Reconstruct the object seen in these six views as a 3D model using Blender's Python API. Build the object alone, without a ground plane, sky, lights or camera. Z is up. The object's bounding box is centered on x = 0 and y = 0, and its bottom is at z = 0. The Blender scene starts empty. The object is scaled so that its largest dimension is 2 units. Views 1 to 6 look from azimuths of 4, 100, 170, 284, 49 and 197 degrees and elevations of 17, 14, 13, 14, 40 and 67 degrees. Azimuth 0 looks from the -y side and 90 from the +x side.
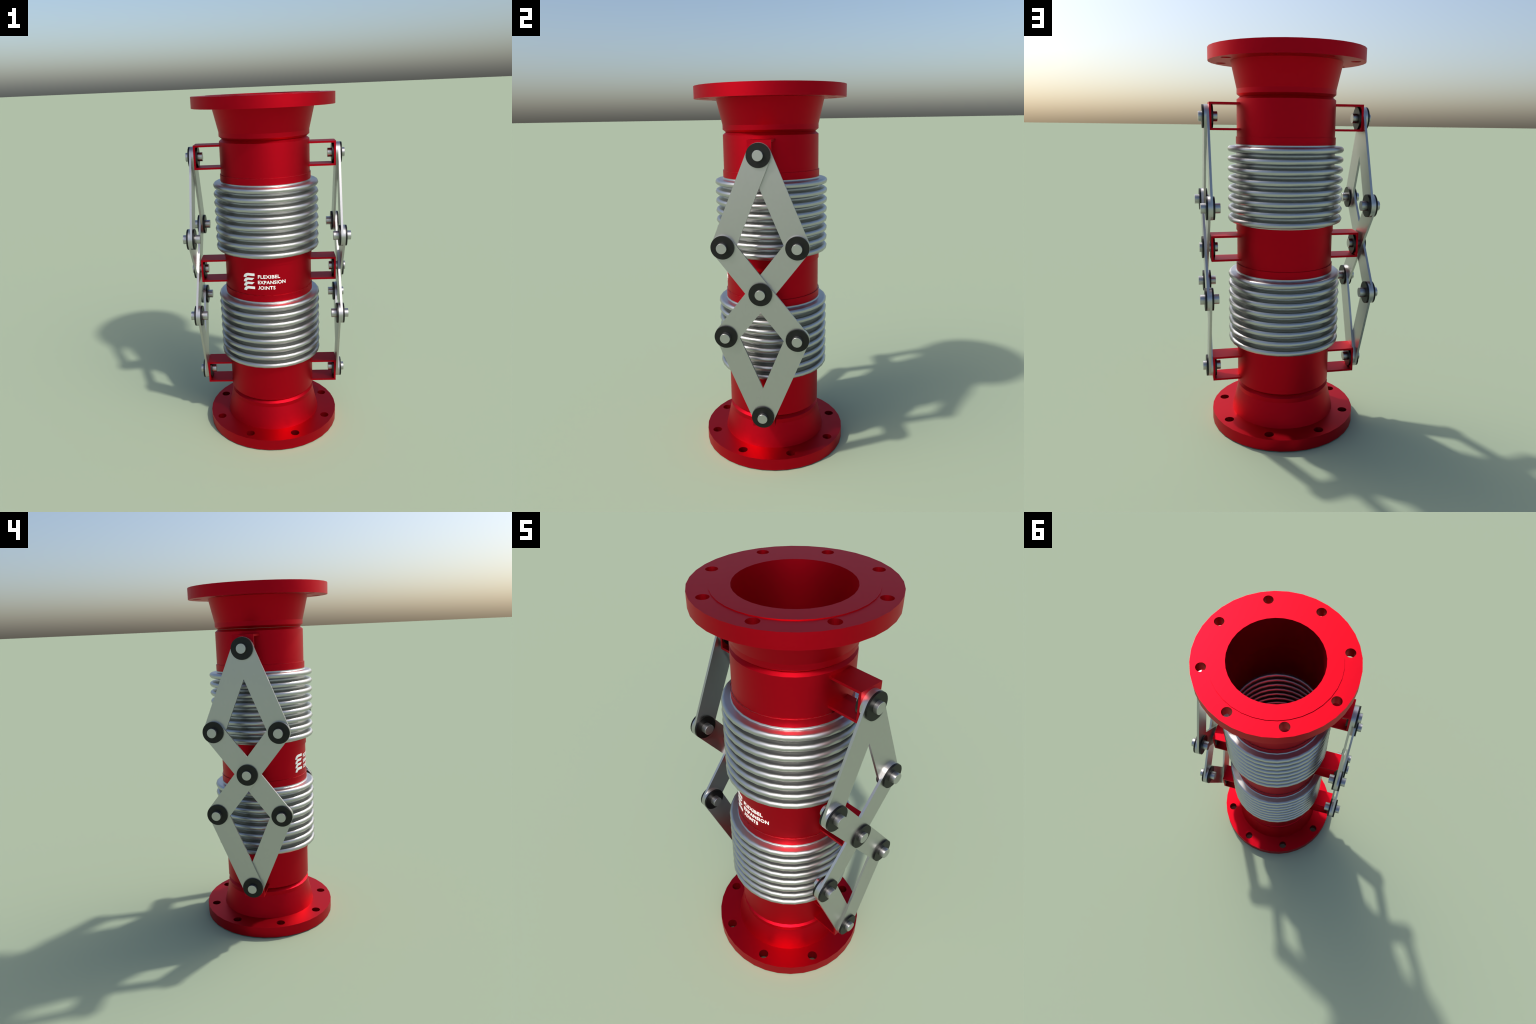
import bpy, bmesh, math
from math import sin, cos, pi, radians, sqrt
from mathutils import Vector, Matrix

# ------------------------------------------------------------------ materials
def metal(name, colour, rough, grain=0.03, grain_scale=60.0, metallic=1.0, spec=0.5):
    m = bpy.data.materials.new(name)
    m.use_nodes = True
    nt = m.node_tree
    b = nt.nodes["Principled BSDF"]
    b.inputs["Metallic"].default_value = metallic
    b.inputs["Specular IOR Level"].default_value = spec
    tc = nt.nodes.new("ShaderNodeTexCoord")
    no = nt.nodes.new("ShaderNodeTexNoise")
    no.inputs["Scale"].default_value = grain_scale
    no.inputs["Detail"].default_value = 3.0
    nt.links.new(tc.outputs["Object"], no.inputs["Vector"])
    # faint grain in the colour
    cr = nt.nodes.new("ShaderNodeValToRGB")
    lo = [c * (1.0 - grain) for c in colour]
    hi = [min(1.0, c * (1.0 + grain)) for c in colour]
    cr.color_ramp.elements[0].position = 0.3
    cr.color_ramp.elements[1].position = 0.7
    cr.color_ramp.elements[0].color = (*lo, 1)
    cr.color_ramp.elements[1].color = (*hi, 1)
    nt.links.new(no.outputs["Fac"], cr.inputs["Fac"])
    nt.links.new(cr.outputs["Color"], b.inputs["Base Color"])
    # faint grain in the gloss
    mr = nt.nodes.new("ShaderNodeMapRange")
    mr.inputs["To Min"].default_value = rough - 0.004
    mr.inputs["To Max"].default_value = rough + 0.004
    nt.links.new(no.outputs["Fac"], mr.inputs["Value"])
    nt.links.new(mr.outputs["Result"], b.inputs["Roughness"])
    return m

RED = metal("red_metallic_paint", (0.48, 0.0045, 0.0150), 0.50, grain=0.01)
STEEL = metal("brushed_steel", (0.49, 0.49, 0.49), 0.375, grain=0.01)
DARK = metal("dark_bearing_metal", (0.034, 0.034, 0.034), 0.45, grain=0.05)
WHITE = metal("white_print", (0.85, 0.87, 0.85), 0.5, grain=0.01, metallic=0.0)

# ------------------------------------------------------------------ helpers
TURN = radians(1.0)            # the whole joint stands turned by one degree
root = bpy.data.objects.new("expansion_joint", None)
bpy.context.scene.collection.objects.link(root)
root.rotation_euler = (0, 0, TURN)
root["label"] = "red flanged pipe joint with two steel bellows and scissor linkages"
root["category"] = "pipe fitting"

def add(name, me, mat=None, parent=root, matrix=None):
    ob = bpy.data.objects.new(name, me)
    bpy.context.scene.collection.objects.link(ob)
    if mat and not me.materials:
        me.materials.append(mat)
    ob.parent = parent
    if matrix is not None:
        ob.matrix_local = matrix
    return ob

def finish(bm, name, sharp=30.0, recalc=True):
    if recalc:
        bmesh.ops.recalc_face_normals(bm, faces=bm.faces)
    me = bpy.data.meshes.new(name)
    bm.to_mesh(me)
    bm.free()
    me.polygons.foreach_set("use_smooth", [True] * len(me.polygons))
    if sharp is not None:
        me.set_sharp_from_angle(angle=radians(sharp))
    return me

def revolve(name, profile, seg, phase, sharp):
    """closed (radius, z) profile turned about z"""
    bm = bmesh.new()
    rings = []
    for i in range(seg):
        a = phase + 2 * pi * i / seg
        rings.append([bm.verts.new((r * cos(a), r * sin(a), z)) for r, z in profile])
    n = len(profile)
    for i in range(seg):
        A, B = rings[i], rings[(i + 1) % seg]
        for j in range(n):
            k = (j + 1) % n
            bm.faces.new((A[j], A[k], B[k], B[j]))
    return finish(bm, name, sharp)

def mirrored(profile):
    return [(r, 2.0 - z) for r, z in profile]

SEG, PHASE = 36, radians(7.4)
BORE, PIPE_R = 0.2338, 0.2535

# ------------------------------------------------------------------ flanges
FLANGE = [(BORE, 2.0), (0.3135, 2.0), (0.3135, 1.997), (0.3962, 1.997),
          (0.3962, 1.9343), (0.2835, 1.9343), (0.2535, 1.8025), (0.2535, 1.7785),
          (0.2375, 1.7656), (BORE, 1.7656)]
HOLE_CIRCLE, HOLE_R = 0.345, 0.0254

def drilled_flange(name, profile, zmid):
    me = revolve(name, profile, SEG, PHASE, None)
    ob = bpy.data.objects.new("blank", me)
    bpy.context.scene.collection.objects.link(ob)
    bm = bmesh.new()
    for i in range(8):
        a = radians(22.5 + 45 * i)
        bmesh.ops.create_cone(bm, cap_ends=True, segments=28, radius1=HOLE_R, radius2=HOLE_R,
                              depth=0.2, matrix=Matrix.Translation((HOLE_CIRCLE * cos(a), HOLE_CIRCLE * sin(a), zmid)))
    cm = bpy.data.meshes.new("drill")
    bm.to_mesh(cm); bm.free()
    co = bpy.data.objects.new("drill", cm)
    bpy.context.scene.collection.objects.link(co)
    md = ob.modifiers.new("drill", 'BOOLEAN')
    md.operation = 'DIFFERENCE'; md.solver = 'EXACT'; md.object = co
    dg = bpy.context.evaluated_depsgraph_get()
    res = bpy.data.meshes.new_from_object(ob.evaluated_get(dg))
    bpy.data.objects.remove(ob); bpy.data.objects.remove(co)
    res.name = name
    res.polygons.foreach_set("use_smooth", [True] * len(res.polygons))
    res.set_sharp_from_angle(angle=radians(11.0))
    return res

for prof, zm in ((FLANGE, 1.965), (mirrored(FLANGE), 0.035)):
    me = drilled_flange("flange", prof, zm)
    add("flange", me, RED)

# ------------------------------------------------------------------ pipes and collars
END_PIPE = [(0.2375, 1.7650), (PIPE_R, 1.7520), (PIPE_R, 1.5310), (BORE, 1.5310), (BORE, 1.7650)]
for prof in (END_PIPE, mirrored(END_PIPE)):
    add("pipe", revolve("pipe", prof, SEG, PHASE, 30), RED)
middle_pipe = add("pipe", revolve("pipe", [(PIPE_R, 1.129), (PIPE_R, 0.871), (BORE, 0.871), (BORE, 1.129)],
                                  SEG, PHASE, 30), RED)
for z0, z1 in ((1.5335, 1.5695), (1.0885, 1.1265), (0.8735, 0.9115), (0.4305, 0.4665)):
    add("collar", revolve("collar", [(0.2563, z0), (0.2582, z0), (0.2582, z1), (0.2563, z1)], SEG, PHASE, 30), RED)

# ------------------------------------------------------------------ bellows
CREST_R, ROOT_R, N_CONV = 0.3008, 0.2555, 8
TUBE = 0.0152                                  # half height of a crest

def bellows_profile(Z_FIRST, Z_LAST):
    PITCH = (Z_FIRST - Z_LAST) / (N_CONV - 1)
    GAP = PITCH / 2 - TUBE                     # half height of a root
    # cuff of the bellows, tucked between pipe and collar
    out = [(0.2537, 1.5302), (0.2537, 1.5694), (0.2562, 1.5694), (0.2562, 1.5330), (0.2572, 1.5330)]
    # fillet from the cuff into the first crest
    f = 0.006
    for k in range(5):
        a = pi + (pi / 2) * k / 4
        out.append((0.2572 + f + f * cos(a), Z_FIRST + TUBE + f + f * sin(a)))
    for i in range(N_CONV):
        zc = Z_FIRST - PITCH * i
        for k in range(13):                    # crest
            a = pi / 2 - pi * k / 12
            out.append((CREST_R - TUBE + TUBE * cos(a), zc + TUBE * sin(a)))
        if i < N_CONV - 1:                     # root
            zr = zc - PITCH / 2
            for k in range(9):
                a = pi / 2 + pi * k / 8
                out.append((ROOT_R + GAP + GAP * cos(a), zr + GAP * sin(a)))
    for k in range(5):
        a = pi / 2 + (pi / 2) * k / 4
        out.append((0.2572 + f + f * cos(a), Z_LAST - TUBE - f + f * sin(a)))
    out += [(0.2572, 1.1270), (0.2562, 1.1270), (0.2562, 1.0892), (0.2537, 1.0892), (0.2537, 1.1298)]
    # inside of the wall, following the waves
    inner = [(0.2340, 1.1298)]
    for i in range(N_CONV - 1, -1, -1):
        zc = Z_FIRST - PITCH * i
        for k in range(13):
            a = -pi / 2 + pi * k / 12
            inner.append((0.262 + 0.0103 * cos(a), zc + 0.0103 * sin(a)))
        if i > 0:
            zr = zc + PITCH / 2
            for k in range(9):
                a = -pi / 2 - pi * k / 8
                inner.append((0.247 + 0.0150 * cos(a), zr + 0.0150 * sin(a)))
    inner.append((0.2340, 1.5302))
    return out + inner

add("bellows", revolve("bellows", bellows_profile(1.5086, 1.1521), 32, radians(5.625), 60), STEEL)
add("bellows", revolve("bellows", mirrored(bellows_profile(1.5088, 1.1517)), 32, radians(5.625), 60), STEEL)

# ------------------------------------------------------------------ brackets
def bracket_mesh():
    x0, x1, hw, hz, t = 0.2445, 0.3962, 0.0572, 0.0679, 0.0107
    pts = [(x0, -hz), (x1, -hz), (x1, hz), (x0, hz), (x0, hz - t), (x1 - t, hz - t),
           (x1 - t, -hz + t), (x0, -hz + t)]
    bm = bmesh.new()
    A = [bm.verts.new((x, -hw, z)) for x, z in pts]
    B = [bm.verts.new((x, hw, z)) for x, z in pts]
    n = len(pts)
    for i in range(n):
        j = (i + 1) % n
        bm.faces.new((A[i], A[j], B[j], B[i]))
    for V in (A, B):      # the C-shaped ends, as three quads each
        bm.faces.new((V[0], V[1], V[6], V[7]))
        bm.faces.new((V[1], V[2], V[5], V[6]))
        bm.faces.new((V[2], V[3], V[4], V[5]))
    return finish(bm, "bracket", 30)

Z_TOP, Z_MID, Z_BOT = 1.6670, 1.0000, 0.3330
bracket_me = bracket_mesh()
for s in (0, 1):
    for z in (Z_TOP + 0.001, Z_MID, Z_BOT - 0.001):
        add("bracket", bracket_me, RED, matrix=Matrix.Translation((0, 0, z)) @ Matrix.Rotation(pi * s, 4, 'Z'))

# ------------------------------------------------------------------ scissor linkage
def link_mesh(length, hw=0.0586, t=0.0119, seg=20):
    """flat bar with round ends, thickness along x, running down from its first eye"""
    out = []
    for k in range(seg + 1):
        a = pi * k / seg
        out.append((hw * cos(a), hw * sin(a)))
    for k in range(seg + 1):
        a = pi + pi * k / seg
        out.append((hw * cos(a), -length + hw * sin(a)))
    bm = bmesh.new()
    A = [bm.verts.new((0, y, z)) for y, z in out]
    B = [bm.verts.new((t, y, z)) for y, z in out]
    n = len(out)
    for i in range(n):
        j = (i + 1) % n
        bm.faces.new((A[i], A[j], B[j], B[i]))
    bm.faces.new(A); bm.faces.new(B)
    return finish(bm, "link_bar", 30)

def disc_mesh(name, r, t, hole=0.0, seg=36, chamfer=0.0):
    """disc with its axis along x, from x = 0 to x = t"""
    bm = bmesh.new()
    if hole > 0:
        prof = [(hole, 0), (r, 0), (r, t), (hole, t)]
    else:
        prof = [(0, 0), (r - chamfer, 0), (r, chamfer), (r, t - chamfer), (r - chamfer, t), (0, t)]
    rings = []
    for i in range(seg):
        a = 2 * pi * i / seg
        rings.append([bm.verts.new((x, q * cos(a), q * sin(a))) for q, x in prof])
    n = len(prof)
    for i in range(seg):
        P, Q = rings[i], rings[(i + 1) % seg]
        for j in range(n if hole > 0 else n - 1):
            k = (j + 1) % n
            bm.faces.new((P[j], P[k], Q[k], Q[j]))
    if hole == 0:
        bmesh.ops.remove_doubles(bm, verts=bm.verts, dist=1e-6)
    return finish(bm, name, 30)

SIDE_Y, Z_UP, Z_LOW = 0.1805, 1.2310, 0.7690
LAYER = {1: 0.3963, 2: 0.4083, 3: 0.4203}
BAR_T = 0.0119
top, mid, bot = (0.0, Z_TOP), (0.0, Z_MID), (0.0, Z_BOT)
front_up, back_up = (-SIDE_Y, Z_UP), (SIDE_Y, Z_UP)
front_low, back_low = (-SIDE_Y, Z_LOW), (SIDE_Y, Z_LOW)
BARS = [(top, front_up, 2), (top, back_up, 1),            # long upper bars
        (front_up, back_low, 3), (back_up, front_low, 2),  # crossing bars
        (front_low, bot, 1), (back_low, bot, 2)]           # long lower bars
# eye, inner and outer washer face next to the stack, pin ends
PINS = [(top, 0.3854, 0.4202, 0.3525, 0.4475), (bot, 0.3854, 0.4202, 0.3525, 0.4475),
        (mid, 0.3854, 0.4322, 0.3590, 0.4540),
        (front_up, 0.4082, 0.4322, 0.3700, 0.4655), (back_low, 0.4082, 0.4322, 0.3700, 0.4655),
        (back_up, 0.3962, 0.4202, 0.3585, 0.4540), (front_low, 0.3962, 0.4202, 0.3585, 0.4540)]

links = {}
def link_for(length):
    key = round(length, 4)
    if key not in links:
        links[key] = link_mesh(key)
    return links[key]

WASHER_T = 0.0097
washer_me = disc_mesh("washer", 0.0578, WASHER_T, hole=0.0249)
pins = {}
for s in (1, -1):
    for (y0, z0), (y1, z1), layer in BARS:
        L = sqrt((y1 - y0) ** 2 + (z1 - z0) ** 2)
        ang = math.atan2(y1 - y0, -(z1 - z0))
        x = LAYER[layer] if s > 0 else -LAYER[layer] - BAR_T
        add("link_bar", link_for(L), STEEL,
            matrix=Matrix.Translation((x, y0, z0)) @ Matrix.Rotation(ang, 4, 'X'))
    for (y, z), xi, xo, p0, p1 in PINS:
        key = round(p1 - p0, 4)
        if key not in pins:
            pins[key] = disc_mesh("pin", 0.0252, key, seg=32, chamfer=0.0006)
        px = p0 if s > 0 else -p1
        pin = add("pin", pins[key], STEEL, matrix=Matrix.Translation((px, y, z)))
        for wx in (xi - WASHER_T, xo):
            x = wx if s > 0 else -wx - WASHER_T
            add("washer", washer_me, DARK, parent=pin, matrix=Matrix.Translation((x - px, 0, 0)))

# ------------------------------------------------------------------ lettering and emblem on the middle pipe
LET_R = 0.2535
def wrap(me, depth0=-0.0006, depth1=0.0010):
    """bend a flat mesh (x = arc length, y = height, z = 0/1 depth) round the pipe, facing -y"""
    for v in me.vertices:
        s, h, d = v.co
        r = LET_R + (depth1 if d > 0 else depth0)
        a = -pi / 2 + s / LET_R
        v.co = (r * cos(a), r * sin(a), h)

LINES = [("FLEXIBEL", -0.0543, 0.0700, 1.0126), ("EXPANSION", -0.0553, 0.1012, 0.9800), ("OINTS", -0.0428, 0.0425, 0.9478)]
CAP = 0.0207
def text_mesh(body):
    cu = bpy.data.curves.new("words", 'FONT')
    cu.body = body
    cu.size = 1.0
    cu.offset = 0.021
    cu.space_character = 1.06
    cu.extrude = 0.5
    cu.resolution_u = 4
    ob = bpy.data.objects.new("words", cu)
    bpy.context.scene.collection.objects.link(ob)
    dg = bpy.context.evaluated_depsgraph_get()
    me = bpy.data.meshes.new_from_object(ob.evaluated_get(dg))
    bpy.data.objects.remove(ob)
    return me

big = bmesh.new()
for body, s0, s1, base in LINES:
    me = text_mesh(body)
    flat_h = 0.729 + 0.021                      # cap height of the font, thickened
    xs = [v.co.x for v in me.vertices]
    a, b = min(xs), max(xs)
    for v in me.vertices:
        v.co = (s0 + (v.co.x - a) / (b - a) * (s1 - s0), base + (v.co.y + 0.011) / flat_h * CAP, v.co.z)
    big.from_mesh(me)
    bpy.data.meshes.remove(me)
# the J of the last line: a stroke with a hooked foot (the built-in font hangs its J below the line)
def stroke(bm, path, w):
    ring = []
    for i, p in enumerate(path):
        q0, q1 = path[max(i - 1, 0)], path[min(i + 1, len(path) - 1)]
        d = Vector((q1[0] - q0[0], q1[1] - q0[1])).normalized()
        n = Vector((-d.y, d.x)) * w / 2
        ring.append([bm.verts.new((p[0] + sg * n.x, p[1] + sg * n.y, z)) for sg, z in ((1, 0.5), (-1, 0.5), (-1, -0.5), (1, -0.5))])
    for A, B in zip(ring, ring[1:]):
        for j in range(4):
            k = (j + 1) % 4
            bm.faces.new((A[j], B[j], B[k], A[k]))
    bm.faces.new(ring[0]); bm.faces.new(ring[-1][::-1])
JW, JX, JB = 0.0040, -0.0466, 0.9478
hook = [(JX - 0.0046 + 0.0046 * cos(a), JB + 0.0064 + 0.0044 * sin(a)) for a in [-pi * k / 10 * 0.78 for k in range(11)]]
stroke(big, [(JX, JB + CAP), (JX, JB + 0.0130)] + hook, JW)
let = finish(big, "lettering", 30, recalc=False)
wrap(let)
add("lettering", let, WHITE, parent=middle_pipe)

def stripe(zt, slanted):
    """one wave of the emblem: a tail that swings up into a flat band; zt is the band's top"""
    th = 0.0147 if not slanted else 0.0128
    right_t, right_b = (-0.0735, -0.0738) if not slanted else (-0.0752, -0.0890)
    upper, lower = [], []
    n = 8
    for k in range(n + 1):                     # outer curve from the tail tip up to the top
        a = (pi / 2) * k / n
        upper.append((-0.1105 - 0.0315 * cos(a), zt - 0.0260 + 0.0260 * sin(a)))
        lower.append((-0.1085 - 0.0160 * cos(a), zt - 0.0265 + (0.0265 - th) * sin(a)))
    for k in range(1, 6):
        t = k / 5
        upper.append((-0.1105 + (right_t + 0.1105) * t, zt))
        lower.append((-0.1085 + (right_b + 0.1085) * t, zt - th))
    bm = bmesh.new()
    layers = []
    for d in (0.0, 1.0):
        layers.append(([bm.verts.new((x, y, d)) for x, y in upper], [bm.verts.new((x, y, d)) for x, y in lower]))
    (u0, l0), (u1, l1) = layers
    for i in range(len(upper) - 1):
        bm.faces.new((u0[i], u0[i + 1], l0[i + 1], l0[i]))
        bm.faces.new((u1[i], l1[i], l1[i + 1], u1[i + 1]))
        bm.faces.new((u0[i], u1[i], u1[i + 1], u0[i + 1]))
        bm.faces.new((l0[i], l0[i + 1], l1[i + 1], l1[i]))
    bm.faces.new((u0[0], l0[0], l1[0], u1[0]))
    bm.faces.new((u0[-1], u1[-1], l1[-1], l0[-1]))
    me = finish(bm, "emblem_stripe", 30)
    wrap(me)
    return me

for zt, sl in ((1.0406, False), (1.0141, True), (0.9892, True), (0.9636, False)):
    add("emblem_stripe", stripe(zt, sl), WHITE, parent=middle_pipe)
